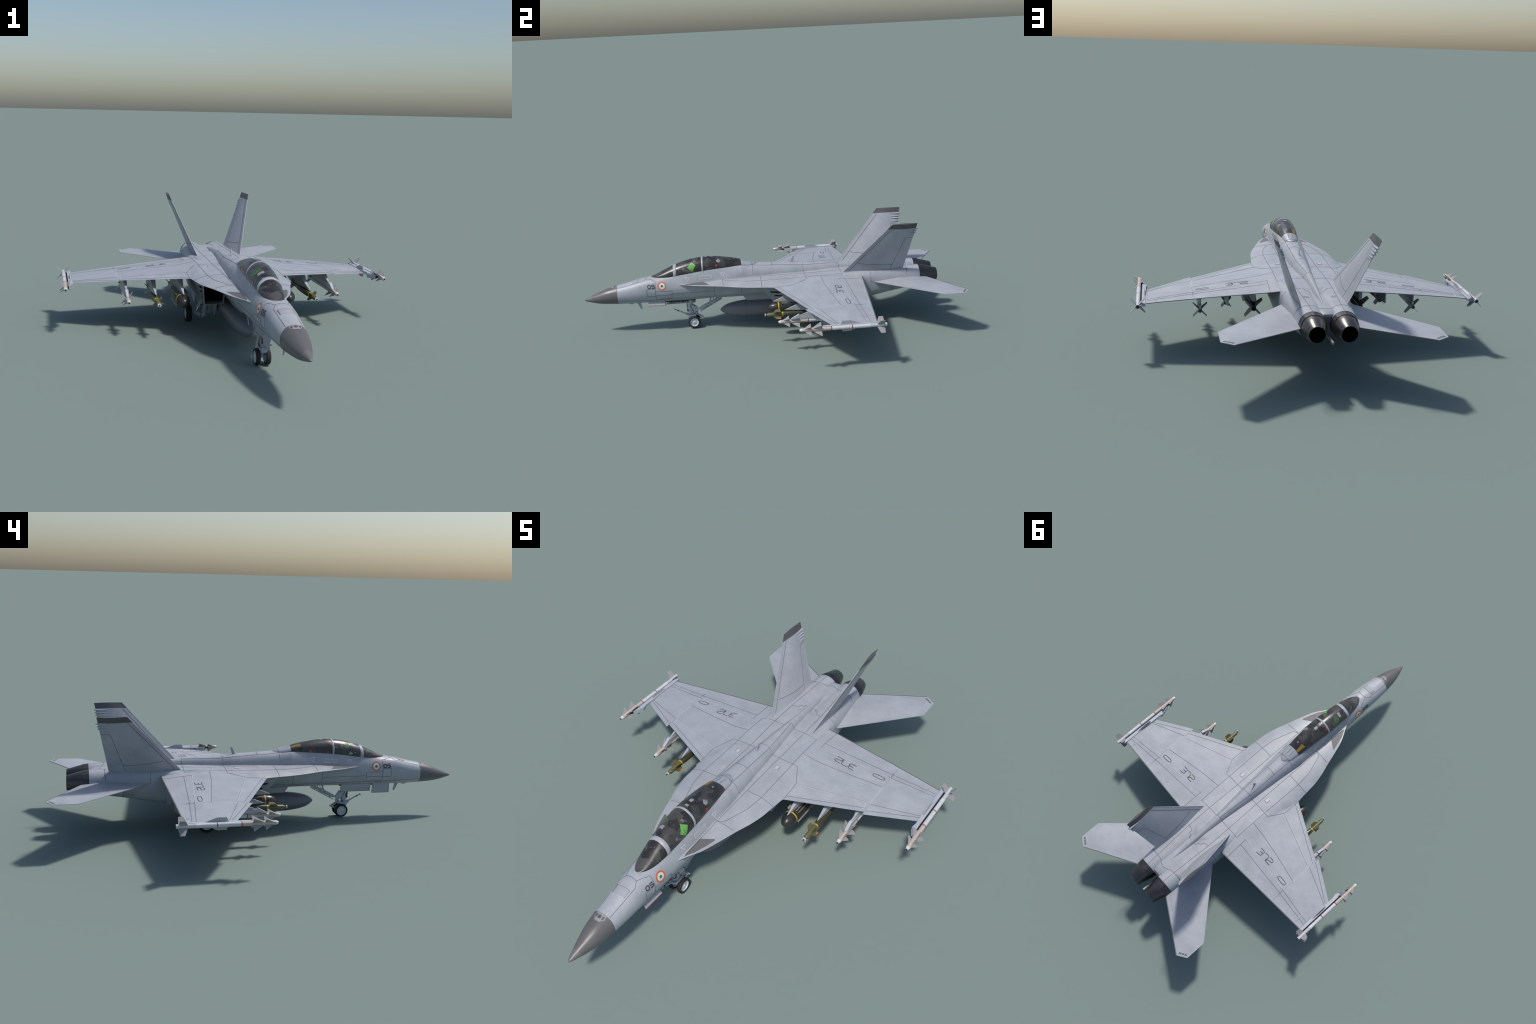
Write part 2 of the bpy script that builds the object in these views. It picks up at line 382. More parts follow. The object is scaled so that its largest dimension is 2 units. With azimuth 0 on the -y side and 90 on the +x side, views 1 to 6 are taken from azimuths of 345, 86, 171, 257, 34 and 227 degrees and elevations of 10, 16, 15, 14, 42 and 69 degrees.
# shoulder under the wing root: the nacelle wall flares out to the wing
NF = pchip([(.034, 0.), (.09, .9), (.13, 1.05), (.295, 1.), (.335, .7), (.375, .2), (.41, .0), (.51, 0.)])
secs = []
for y in linspace(.034, .47, 36):
    f = NF(y); lx = N_xob(max(y, .03))-.004; base = mix(.152, .1435, min(1, max(0, (y-.40)/.1)))
    top = min(.250, wing_zle(.19)+.02*f-.005) if y > .05 else .243
    prof = [(lx-.004, .1300), (.1425, .1450), (.1495, .1640), (.1585, .1840), (.1668, .2020), (.1745, .2180), (.1815, .2330), (.1860, top)]
    zb = N_zb(max(y, .03))+.002
    q = []
    for x, z in prof:
        z = mix(zb, .25, (z-.13)/(.25-.13)); q.append((mix(min(x, base), x, f) if x > lx else x, y, z))
    secs.append([(N_xob(max(y, .03))-.0022, y, zb+.004)]+q+[(min(N_xot(max(y, .03))-.002, top+1), y, .252)])
b.loft(secs, PAINT, True, True, True)
nacelle = pair(b, "engine_nacelle", angle=50)

# centre deck between the nacelles, with the sunken channel aft
b = Build(); secs = []
D_z = pchip([(-.36, .274), (-.25, .2815), (-.047, .2855), (.19, .2862), (.38, .2903), (.505, .2892), (.556, .2812), (.66, .2803), (.76, .2800), (.79, .2775), (.806, .272)])
D_w = pchip([(-.36, .06), (.0, .095), (.28, .095), (.36, .119), (.44, .117), (.505, .085), (.56, .06), (.70, .050), (.806, .020)])
for y in linspace(-.36, .49, 36)+linspace(.50, .56, 9)+linspace(.58, .79, 14)+[.797, .802, .806]:
    z, w = D_z(y), D_w(y)
    c = min(w*.9, .078); e = z-.0012-max(0, w-.088)*.12
    secs.append([(w, y, e), (c, y, z), (-c, y, z), (-w, y, e), (-w, y, .235), (w, y, .235)])
b.loft(secs, PAINT, True, True, True)
deck = b.obj("dorsal_deck", angle=50)
b = Build(); b.box((0, .806, .232), (.028, .012, .068), DARKP); b.obj("tail_bulkhead", angle=None)

# nozzles
for sx in (1, -1):
    b = Build(); cx = .0614*sx; n = 18
    def ring(y, r, cz): return [(cx+r*cos(2*pi*(i+.5)/n), y, cz+r*sin(2*pi*(i+.5)/n)) for i in range(n)]
    b.loft([ring(.806, .0540, .2326), ring(.8138, .0552, .2326), ring(.8435, .0530, .2318), ring(.8436, .0505, .2318)], NOZRING, True)
    noz = b.obj("nozzle", angle=12)
    b = Build()
    b.loft([ring(.840, .0508, .2318), ring(.8445, .0512, .2318), ring(.870, .0452, .2312), ring(.9145, .0338, .2300)], NOZZLE, True)
    b.loft([ring(.9145, .0338, .2300), ring(.9155, .0332, .2300), ring(.9145, .0322, .2300)], EDGE, True)
    b.obj("nozzle_petals", noz, 22)
    b = Build()
    b.loft([ring(.9145, .0322, .23), ring(.86, .0395, .231), ring(.80, .044, .232)], NOZIN, True, False, True)
    for i in range(n):
        t = 2*pi*(i+.5)/n
        b.rod((cx+.0325*cos(t), .9125, .23+.0325*sin(t)), (cx+.0388*cos(t), .865, .231+.0388*sin(t)), .0007, DARK, 6)
    b.obj("nozzle_liner", noz, 15)

# ------------------------------------------------------------------ tailplane
def slab(le_te, tmax, mat, tip=None, NU=18):
    """le_te: list of (LE point, TE point, half thickness)"""
    b = Build(); secs = []
    for A, B, h, nrm in le_te:
        A, B, nrm = Vector(A), Vector(B), Vector(nrm); up = []; lo = []
        for i in range(NU):
            u = (i/(NU-2))**1.5*(1-.0045/(B-A).length) if i < NU-1 else 1.; p = A.lerp(B, u); a = max(aero(u)*h, min(h, .0009))
            up.append(p+nrm*a); lo.append(p-nrm*a)
        secs.append(up+lo[::-1])
    b.loft(secs, mat, True, True, True)
    return b
st = []
rl, tl, to, tr, rt = (.135, .5490), (.4253, .8624), (.4245, .9690), (.3750, 1.0008), (.1120, .8498)
for t in [0, .1, .2, .35, .5, .65, .8, .9, 1.]:
    A = (mix(rl[0], tl[0], t), mix(rl[1], tl[1], t)); B = (mix(rt[0], tr[0], t), mix(rt[1], tr[1], t))
    h = mix(.0100, .0030, t)
    st.append(((A[0], A[1], .2314), (B[0], B[1], .2314), h, (0, 0, 1)))
for k in linspace(.12, 1., 5):   # clipped tip corner
    st.append(((mix(tl[0], to[0], k), mix(tl[1], to[1], k), .2314), (tr[0]+.0004*k, tr[1]+.0002*k, .2314), mix(.0030, .0016, k), (0, 0, 1)))
bs = slab(st, .007, PAINT)
n2 = 36; k = bs.slot(EDGE)
for j, f in enumerate(bs.f):
    ids = sorted(i % n2 for i in f)
    if len(f) == 4 and max(f) < 9*n2 and ids[0] >= 16 and ids[-1] <= 19: bs.m[j] = k
stab = pair(bs, "tailplane", angle=45)

# fins
fr_le, fr_te = Vector((.1015, .3925, .281)), Vector((.0915, .7250, .279))
ft_le, ft_te = Vector((.2026, .6467, .5540)), Vector((.2000, .7782, .5530))
nrm = Vector((.936, 0, -.352)).normalized()
def fin_at(t, u): return fr_le.lerp(ft_le, t).lerp(fr_te.lerp(ft_te, t), u)
tb = .905
def fin_secs(ts): return [(fin_at(t, 0), fin_at(t, 1), mix(.0118, .0062, t), nrm) for t in ts]
fb = slab(fin_secs(linspace(0, tb, 10)), .01, PAINT)
fin = pair(fb, "tail_fin", angle=45)
for i, f in enumerate(fin):
    s = 1 if i == 0 else -1
    bb = slab(fin_secs([tb, .93, .96, .985, 1.0]), .01, BAND); (bb if s > 0 else bb.mirrored()).obj("fin_tip_cap", f, 45)
    # antenna fairing rods along the upper trailing edge
    for (y0, y1, x0, x1, z0, z1, r) in ((.6810, .7830, .1962, .1905, .5213, .5222, .0052), (.700, .7768, .190, .1850, .5085, .5088, .0050),
                                        (.700, .7746, .1855, .1803, .4972, .4973, .0050), (.678, .7657, .1825, .1752, .4822, .4832, .0042)):
        bb = Build(); rings = []
        for u in [0, .04, .2, .45, .7, .88, .96, 1]:
            rr = r*{0: .45, .04: .85, .2: .95, .45: 1, .7: 1, .88: 1, .96: .8, 1: .25}[u]
            c = Vector((mix(x0, x1, u), mix(y0, y1, u), mix(z0, z1, u)))
            tt = (c.z-.281)/(.554-.281); cx = fin_at(tt, min(1, max(0, (c.y-fin_at(tt, 0).y)/(fin_at(tt, 1).y-fin_at(tt, 0).y)))).x
            rings.append([(s*(cx+rr*1.45*cos(2*pi*k/12)), c.y, c.z+rr*.78*sin(2*pi*k/12)) for k in range(12)])
        bb.loft(rings, PAINT, True, True, True); bb.obj("fin_fairing", f, 60)
    # dark slanted trailing edge

# ------------------------------------------------- decals laid on the airframe
def bvh(*obs):
    vs, fs = [], []
    for o in obs:
        k = len(vs); vs += [o.matrix_world @ v.co for v in o.data.vertices]
        fs += [tuple(k+i for i in p.vertices) for p in o.data.polygons]
    return BVHTree.FromPolygons(vs, fs)
bpy.context.view_layer.update()
outerw = [o for o in bpy.data.objects if o.name.startswith("outer_wing_panel")]
TOP = bvh(radome, fuselage, fairing, deck, *lex, *inner, *outerw, *nacelle, *stab)
SIDE = bvh(radome, fuselage, *nacelle, *lex)
FIN = bvh(*fin)
GLZ = bvh(*gl)

def cast(host, mode, p):
    """mode 't': p=(x,y) from above; 'l'/'r': p=(y,z) from +x / -x side"""
    if mode == 't': o, d = Vector((p[0], p[1], .9)), Vector((0, 0, -1))
    elif mode == 'l': o, d = Vector((1.2, p[0], p[1])), Vector((-1, 0, 0))
    elif mode == 'r': o, d = Vector((-1.2, p[0], p[1])), Vector((1, 0, 0))
    elif mode == 'bl': o, d = Vector((.0, p[0], p[1])), Vector((1, 0, 0))
    else: o, d = Vector((.0, p[0], p[1])), Vector((-1, 0, 0))
    h = host.ray_cast(o, d)
    if h[0] is None: return None
    n = h[1] if h[1].dot(d) < 0 else -h[1]
    return h[0], n

def ribbon(b, host, mode, pts, w, mat, off=.0006, step=.006, close=False):
    pts = list(pts)+([pts[0]] if close else [])
    dense = []
    for (a, c) in zip(pts, pts[1:]):
        L = math.dist(a, c); k = max(1, int(L/step))
        dense += [(mix(a[0], c[0], i/k), mix(a[1], c[1], i/k)) for i in range(k)]
    dense.append(pts[-1])
    hits = [cast(host, mode, p) for p in dense]
    n = len(hits)
    run = []
    def flush():
        if len(run) < 2: run.clear(); return
        v = []; f = []
        for i, (p, nn) in enumerate(run):
            t = (run[min(i+1, len(run)-1)][0]-run[max(i-1, 0)][0])
            s = nn.cross(t).normalized()*w/2
            v += [p+s+nn*off, p-s+nn*off]
            if i: f.append((2*i-2, 2*i-1, 2*i+1, 2*i))
        b.add(v, f, mat); run.clear()
    for h in hits:
        if h is None or (run and (h[0]-run[-1][0]).length > max(step*4, .02)): flush()
        if h: run.append(h)
    flush()

def patch(b, host, mode, poly, mat, off=.0006, maxlen=.006):
    bm = bmesh.new()
    vs = [bm.verts.new((p[0], p[1], 0)) for p in poly]
    tri = tessellate_polygon([[Vector((p[0], p[1], 0)) for p in poly]])
    for t in tri:
        try: bm.faces.new([vs[i] for i in t])
        except ValueError: pass
    for _ in range(5):
        es = [e for e in bm.edges if e.calc_length() > maxlen]
        if not es: break
        bmesh.ops.subdivide_edges(bm, edges=es, cuts=1)
        bmesh.ops.triangulate(bm, faces=bm.faces)
    bm.verts.index_update(); v = []; ok = []
    for q in bm.verts:
        h = cast(host, mode, (q.co.x, q.co.y)); ok.append(h is not None)
        v.append(h[0]+h[1]*off if h else Vector((0, 0, .2)))
    f = [tuple(q.index for q in t.verts) for t in bm.faces if all(ok[q.index] for q in t.verts)]
    b.add(v, f, mat); bm.free()

def mir(pts): return [(-x, y) for x, y in pts]
def circle(cx, cy, r, n=28, rx=None): return [(cx+(rx or r)*cos(2*pi*i/n), cy+r*sin(2*pi*i/n)) for i in range(n)]

LW = .0019
b = Build()
top_lines = [
 [(.0, -.084), (.0305, -.085), (.0386, -.084), (.0613, -.0845)], [(.010, -.139), (.010, -.098)], [(.0390, -.146), (.0340, -.100), (.022, -.071), (.0, -.0595)],
 [(.0, .19), (.0244, .1899), (.0397, .1905), (.0742, .1907), (.1388, .1920), (.1628, .1914), (.2062, .1123), (.208, .013)],
 [(.0, .385), (.0764, .385), (.1387, .387)],
 [(.0745, -.36), (.0740, .19), (.0764, .385), (.0758, .524), (.0640, .745), (.0615, .812)],
 [(.0765, -.047), (.1425, -.0468), (.1993, -.0475)],
 [(.067, -.2485), (.12, -.248), (.1603, -.2481)],
 [(.1425, -.0468), (.1388, .192), (.1387, .387)],
 [(.076, -.2485), (.100, -.235), (.1340, -.130), (.1425, -.0468)],
 [(.0245, .19), (.0305, -.085)], [(.0244, .19), (.0079, .385)],
 [(.0, .02), (.030, .022)],
 [(.1419, .2712), (.22, .276), (.35, .295), (.4946, .3210)],
 [(.0758, .5241), (.055, .527), (.045, .535), (.045, .547), (.0286, .5526), (.0286, .566), (.013, .564)],
 [(.0, .7630), (.0210, .7585), (.030, .752), (.0375, .7470), (.0600, .7440), (.085, .744), (.112, .745)],
 [(.0298, -.8121), (.0354, -.6828), (.0231, -.6599), (.0, -.657)], [(.0231, -.6599), (.041, -.618)],
 [(.1760, .3575), (.3, .369), (.4847, .3897), (.69, .412)],
 [(.1765, .3575), (.1800, .4950)],
 [(.2085, .0365), (.4966, .1815)], [(.4995, .166), (.69, .2755)],
 [(.4995, .2085), (.60, .247), (.689, .2840)],
 [(.4985, .4600), (.4970, .3950)],
]
dark_thick = [[(.1800, .3950), (.33, .4035), (.4829, .4116), (.688, .4290)]]
for l in top_lines:
    ribbon(b, TOP, 't', l, LW, LINE); ribbon(b, TOP, 't', mir(l), LW, LINE)
for l in dark_thick:
    ribbon(b, TOP, 't', l, .0020, LINE, .0005); ribbon(b, TOP, 't', mir(l), .0020, LINE, .0005)
for l in ([(.2056, .1125), (.4809, .2067)], [(.4809, .2067), (.489, .172)], [(.4985, .3900), (.4965, .208)], [(.1765, .3560), (.4847, .3883)]):
    for q in (l, mir(l)): ribbon(b, TOP, 't', q, .0030, LINE_L, .0007)
for l in ([(.2056, .1145), (.4809, .2087)],):
    for q in (l, mir(l)): ribbon(b, TOP, 't', q, .0011, LINE, .0009)
for c, r in (((.528, .372), .0135), ((.553, .377), .0072)):
    for q in (circle(*c, r), mir(circle(*c, r))): ribbon(b, TOP, 't', q, .0011, LINE_L, .0006, .004, True)
side_lines = [
 [(-.6101, .1808), (-.6110, .215), (-.6101, .2886), (-.6150, .2950)],
 [(-.6569, .2508), (-.6557, .2085), (-.6105, .2100), (-.6105, .2520), (-.6569, .2508)],
 [(-.6105, .2365), (-.5232, .2365), (-.5262, .1899), (-.6101, .1875)], [(-.6105, .212), (-.5250, .213)],
 [(-.5250, .2190), (-.2956, .2190)], [(-.2956, .2480), (-.2960, .2190), (-.2975, .1929), (-.285, .188)],
 [(-.8116, .1911), (-.61, .1840), (-.5262, .1870), (-.2965, .1850), (-.06, .1865)],
 [(-.405, .186), (-.408, .168)], [(-.15, .25), (-.15, .186)], [(-.8170, .1655), (-.8175, .2660)],
 [(.541, .2870), (.5410, .2350), (.5600, .2330)], [(.7420, .2870), (.7415, .2460)], [(.66, .21), (.664, .165)],
]
for l in side_lines:
    ribbon(b, SIDE, 'l', l, LW*.9, LINE); ribbon(b, SIDE, 'r', l, LW*.9, LINE)
for s in ('l', 'r', 'bl', 'br'):
    for l, w in (([(.4300, .2930), (.6479, .5297), (.6560, .5370)], .0030), ([(.6525, .2900), (.7203, .4720), (.7610, .4702)], .0020), ([(.4758, .3334), (.56, .322), (.6604, .3150)], .0022)):
        ribbon(b, FIN, s, l, w*.8, LINE)
b.obj("panel_lines", kind="stuff", angle=None)

# dark slots, steps and patches
b = Build()
for m in (1, -1):
    P = lambda l: [(m*x, y) for x, y in l]
    patch(b, TOP, 't', P([(.0745, -.452), (.0705, -.4405), (.0712, -.3570), (.1195, -.3235), (.1225, -.327), (.112, -.3690), (.0955, -.4160)]), DARKP)
    ribbon(b, TOP, 't', P([(.0752, -.455), (.0740, -.345)]), .0014, MARK, .0009)
    patch(b, TOP, 't', P([(.0895, .1245), (.1060, .1245), (.1060, .1465), (.0895, .1465)]), PALE, .0010)
    ribbon(b, TOP, 't', P([(.1060, .1245), (.1080, .1380), (.1060, .1480)]), .0018, LINE, .0012)
    ribbon(b, TOP, 't', P([(.0885, .1240), (.0885, .1470), (.1065, .1472)]), .0014, LINE, .0012)
    for i in range(3):
        y = .628+.0075*i
        patch(b, TOP, 't', P([(.045, y), (.067, y-.003), (.067, y+.001), (.045, y+.004)]), PALE, .0008)
        ribbon(b, TOP, 't', P([(.045, y+.0046), (.067, y+.0016)]), .001, LINE, .0010)
    # tailplane tip slots
    for i in range(3):
        t0, t1 = .14+.27*i, .14+.27*i+.22
        q = lambda t, o: (mix(.4240, .3770, t)-o*.55, mix(.9640, .9935, t)-o*.83)
        patch(b, TOP, 't', P([q(t0, .004), q(t1, .004), q(t1, .013), q(t0, .013)]), DARKP, .0006)
# radome head panel
for mm, pol, off in ((GREYP, [(-.0205, -.8185), (.0205, -.8185), (.0225, -.831), (.0105, -.8480), (-.0105, -.8480), (-.0225, -.831)], .0007),
                     (BAND, circle(0, -.831, .0070, 14), .0013), (BAND, [(.0105, -.826), (.0180, -.8225), (.0190, -.8300), (.0130, -.8400)], .0013),
                     (BAND, [(-.0105, -.826), (-.0180, -.8225), (-.0190, -.8300), (-.0130, -.8400)], .0013)):
    patch(b, TOP, 't', pol, mm, off)
patch(b, TOP, 't', [(.0265, -.7020), (.0265, -.7340), (-.0230, -.7340), (-.0230, -.7020)], PAINT_D, .0005)
ribbon(b, TOP, 't', [(.0268, -.7335), (.0275, -.7012), (-.0275, -.7012)], .0014, LINE, .0009)
ribbon(b, TOP, 't', [(-.0275, -.7012), (-.0250, -.7335)], .0024, MARK, .0009)  # broad black stroke paints the shading on this side of the raised panel
b.obj("surface_patches", kind="stuff", angle=None)

# squarish stroke numerals
GLYPH = {
 '3': [[(0, 1), (.75, 1), (1, .82), (1, .68), (.8, .52), (.3, .52)], [(.8, .52), (1, .36), (1, .18), (.75, 0), (0, 0)]],
 '7': [[(0, 1), (.75, 1), (1, .8), (1, 0)]],
 '2': [[(0, 1), (.75, 1), (1, .82), (1, .65), (.8, .52), (.2, .48), (0, .35), (0, 0), (1, 0)]],
 '0': [[(.25, 1), (.75, 1), (1, .8), (1, .2), (.75, 0), (.25, 0), (0, .2), (0, .8), (.25, 1)]],
 '5': [[(1, 1), (0, 1), (0, .56), (.8, .56), (1, .42), (1, .16), (.8, 0), (0, 0)]],
 '4': [[(.7, 0), (.7, 1), (0, .3), (1, .3)]],
}
def write(b, host, mode, s, org, du, dv, w, mat, gap=.35, off=.0009):
    x = 0
    for ch in s:
        for st in GLYPH[ch]:
            ribbon(b, host, mode, [(org[0]+du[0]*(x+p[0])+dv[0]*p[1], org[1]+du[1]*(x+p[0])+dv[1]*p[1]) for p in st], w, mat, off, .006)
        x += 1+gap
b = Build()
# right wing reads "372 0" outward, left wing "0 372" inward
write(b, TOP, 't', "372", (-.2612, .3590), (-.0288, -.0007), (-.0012, -.0312), .0029, MARK, .13)
write(b, TOP, 't', "0", (-.4290, .3700), (-.0525, .0028), (-.0012, -.0175), .0029, MARK)
write(b, TOP, 't', "372", (.3530, .3570), (-.0288, .0007), (.0000, -.0312), .0029, MARK, .13)
write(b, TOP, 't', "0", (.4815, .3728), (-.0525, -.0028), (.0012, -.0175), .0029, MARK)
write(b, SIDE, 'l', "05", (-.6500, .2560), (.0145, 0), (0, .0165), .0046, MARK, .45)
write(b, SIDE, 'r', "05", (-.6150, .2560), (-.0145, 0), (0, .0165), .0046, MARK, .45)
write(b, SIDE, 'l', "52", (.640, .1790), (.0135, 0), (0, .0140), .0014, DARKP, .3)
write(b, SIDE, 'r', "040", (.663, .1790), (-.0135, 0), (0, .0140), .0014, DARKP, .3)
for s, hgt in (('l', 1), ('r', 1)):
    patch(b, SIDE, s, circle(-.5747, .2640, .0225, 36, .0222), ORANGE, .0006)
    patch(b, SIDE, s, circle(-.5747, .2640, .0158, 32), WHITE, .0010)
    patch(b, SIDE, s, circle(-.5747, .2640, .0064, 24), GREEN, .0014)
    for t in ([(-.4480, .3005), (-.4245, .3010), (-.4350, .2815)], [(-.2575, .3165), (-.2340, .3165), (-.2450, .2962)]):
        ribbon(b, SIDE, s, t, .0022, WHITE, .0008, .006, True)
    ribbon(b, SIDE, s, [(-.3722, .3052), (-.3057, .3092), (-.3050, .2920), (-.3705, .2888)], .0020, WHITE, .0008, .006, True)
    for i in range(3):
        z = .2930+.0043*i
        ribbon(b, SIDE, s, [(-.3690, z), (-.3070, z+.0035)], .0024, PALE, .0007, .006)
b.obj("markings", kind="stuff", angle=None)

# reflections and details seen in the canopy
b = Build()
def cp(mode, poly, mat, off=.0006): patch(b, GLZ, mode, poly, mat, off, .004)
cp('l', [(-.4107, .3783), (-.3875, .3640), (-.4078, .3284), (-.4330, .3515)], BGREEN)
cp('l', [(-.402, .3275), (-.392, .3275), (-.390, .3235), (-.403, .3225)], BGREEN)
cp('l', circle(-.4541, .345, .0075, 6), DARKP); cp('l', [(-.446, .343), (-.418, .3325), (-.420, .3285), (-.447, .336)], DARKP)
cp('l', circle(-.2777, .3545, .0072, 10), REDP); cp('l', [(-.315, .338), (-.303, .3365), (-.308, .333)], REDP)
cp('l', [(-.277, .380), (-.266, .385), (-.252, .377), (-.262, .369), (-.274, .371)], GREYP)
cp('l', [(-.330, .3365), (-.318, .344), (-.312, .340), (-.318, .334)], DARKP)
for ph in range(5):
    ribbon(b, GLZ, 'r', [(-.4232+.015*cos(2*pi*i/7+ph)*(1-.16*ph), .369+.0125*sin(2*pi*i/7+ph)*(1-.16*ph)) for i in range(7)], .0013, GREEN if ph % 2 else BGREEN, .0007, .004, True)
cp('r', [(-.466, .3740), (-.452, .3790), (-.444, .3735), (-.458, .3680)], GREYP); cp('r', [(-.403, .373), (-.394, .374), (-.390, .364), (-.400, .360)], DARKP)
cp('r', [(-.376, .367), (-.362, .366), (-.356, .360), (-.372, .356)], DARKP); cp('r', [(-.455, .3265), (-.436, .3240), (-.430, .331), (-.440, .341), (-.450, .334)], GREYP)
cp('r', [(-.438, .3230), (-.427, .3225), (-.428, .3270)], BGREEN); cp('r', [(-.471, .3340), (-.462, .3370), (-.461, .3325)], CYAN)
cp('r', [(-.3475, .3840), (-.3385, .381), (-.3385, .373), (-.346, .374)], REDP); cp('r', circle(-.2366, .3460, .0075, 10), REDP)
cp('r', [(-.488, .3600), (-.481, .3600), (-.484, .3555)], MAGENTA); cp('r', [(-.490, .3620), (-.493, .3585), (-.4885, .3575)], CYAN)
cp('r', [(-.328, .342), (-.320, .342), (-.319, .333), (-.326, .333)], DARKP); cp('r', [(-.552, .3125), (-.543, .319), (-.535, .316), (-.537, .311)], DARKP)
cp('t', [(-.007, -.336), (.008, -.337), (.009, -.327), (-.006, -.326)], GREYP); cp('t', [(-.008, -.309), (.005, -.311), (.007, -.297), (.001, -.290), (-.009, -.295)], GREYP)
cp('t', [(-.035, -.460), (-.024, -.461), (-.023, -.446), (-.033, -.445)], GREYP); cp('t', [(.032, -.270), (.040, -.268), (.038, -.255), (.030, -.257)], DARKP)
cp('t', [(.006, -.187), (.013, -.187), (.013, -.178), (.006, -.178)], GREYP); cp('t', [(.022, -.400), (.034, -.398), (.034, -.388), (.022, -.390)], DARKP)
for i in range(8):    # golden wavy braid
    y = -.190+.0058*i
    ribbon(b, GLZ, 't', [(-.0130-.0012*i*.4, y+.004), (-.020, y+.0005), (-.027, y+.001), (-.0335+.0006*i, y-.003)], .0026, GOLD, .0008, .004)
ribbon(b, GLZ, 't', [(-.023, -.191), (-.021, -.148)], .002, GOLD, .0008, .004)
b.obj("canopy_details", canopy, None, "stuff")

# --------------------------------------------------------------- small fittings
b = Build(); b.loft([[(.0013, .1224, .3275), (.0013, .1385, .3250), (-.0013, .1385, .3250), (-.0013, .1224, .3275)], [(.0007, .1402, .3650), (.0007, .1491, .3650), (-.0007, .1491, .3650), (-.0007, .1402, .3650)]], PAINT, True, False, True)
b.loft([[(.0016, -.7215, .164), (.0016, -.7000, .164), (-.0016, -.7000, .164), (-.0016, -.7215, .164)], [(.0009, -.7010, .1235), (.0009, -.6930, .1235), (-.0009, -.6930, .1235), (-.0009, -.7010, .1235)]], PAINT, True, False, True)
b.rev([(-.017, .001), (-.012, .0055), (0, .008), (.010, .006), (.016, .001)], (0, -.748, .1625), PAINT, 16)
for s in (1, -1):
    b.rod((s*.030, -.297, .166), (s*.0285, -.312, .1325), .0021, GEAR, 8)
b.obj("blade_antenna", kind=None)
b = Build(); b.rod((0, .62, .17), (.0004, .90, .1960), .0045, MBEIGE, 10); b.box((.0004, .905, .1945), (.0085, .010, .0085), MBEIGE); b.rod((.0004, .9095, .1955), (.0004, .9105, .1955), .0018, DARK, 8)
b.obj("arrestor_hook", angle=40)
# intake side bleed slots
b = Build()
for s in ('l', 'r'):
    patch(b, SIDE, s, [(-.005, .2240), (.055, .2180), (.052, .2110), (.0, .2165)], DARK, .0008); patch(b, SIDE, s, [(.02, .2000), (.06, .1970), (.058, .1910), (.024, .194)], DARK, .0008)
b.obj("bleed_slots", kind="stuff", angle=None)

# ----------------------------------------------------------------- weapons
def fins4(b, c, ys, r0, tips, mat, th=.0011, ang0=pi/4, only=None):
    """ys=(root LE, root TE, tip LE, tip TE); r0 root radius, tips tip radius"""
    for k in range(4):
        if only and k not in only: continue
        a = ang0+k*pi/2; d = Vector((cos(a), 0, sin(a))); n = Vector((-sin(a), 0, cos(a)))
        c0 = Vector(c)
        P = lambda y, r, h: c0+Vector((0, y, 0))+d*r+n*h
        s = lambda h0, h1: [P(ys[0], r0, 0), P(ys[1], r0, h0), P(ys[3], tips, h1), P(ys[2], tips, h1*.5)]
        b.loft([s(th, th*.5), s(-th, -th*.5)], mat, True, True, True)

def missile_body():
    b = Build(); c = (0, 0, 0); r = .0093
    b.rev([(0, .0012), (.0008, .0036), (.003, .0044)], c, BLACKN, 16)
    b.rev([(.003, .0044), (.004, .0058), (.015, .0091)], c, MWHITE, 20)
    b.rev([(.015, .0091), (.018, r), (.1505, r)], c, MBEIGE, 20)
    b.rev([(.1505, r+.0001), (.1545, r+.0001)], c, MRED, 20)
    b.rev([(.1545, r), (.248, r)], c, MWHITE, 20)
    b.rev([(.248, r+.0001), (.252, r+.0001)], c, MRED, 20)
    b.rev([(.252, r), (.330, r), (.332, r+.0004), (.335, r+.0004), (.337, r-.0004), (.413, r-.0006)], c, MWHITE, 20)
    b.rev([(.4132, r-.0012), (.4135, .0002)], c, BLACKN, 16)
    return b.mesh("missile")
def fins_missile():
    b = Build()
    fins4(b, (0, 0, 0), (.024, .058, .0560, .0578), .0085, .0305, MFIN); return b.mesh("missile_canard")
def fins_missile2():
    b = Build(); fins4(b, (0, 0, 0), (.0615, .1075, .1050, .1070), .0085, .0362, MFIN)
    for k in range(4): b.rod(Vector((.011*cos(pi/4+k*pi/2), .09, .011*sin(pi/4+k*pi/2))), Vector((.011*cos(pi/4+k*pi/2), .1095, .011*sin(pi/4+k*pi/2))), .0012, MFIN, 8)
    return b.mesh("missile_canard")
def fins_missile3():
    b = Build(); fins4(b, (0, 0, 0), (.366, .4030, .3795, .4005), .0085, .0425, MFIN); return b.mesh("missile_tail_fin")
mb, m1, m2, m3 = missile_body(), fins_missile(), fins_missile2(), fins_missile3()
def place(name, me, loc, parent=None, angle=35):
    o = link(name, me, parent, angle); o.location = loc; return o
for loc in ((.7245, .0847, .2118), (.4665, .0080, .1638)):
    for s in (1, -1):
        o = place("missile", mb, (s*loc[0], loc[1], loc[2]))
        place("missile_canard", m1, (0, 0, 0), o); place("missile_canard", m2, (0, 0, 0), o); place("missile_tail_fin", m3, (0, 0, 0), o)

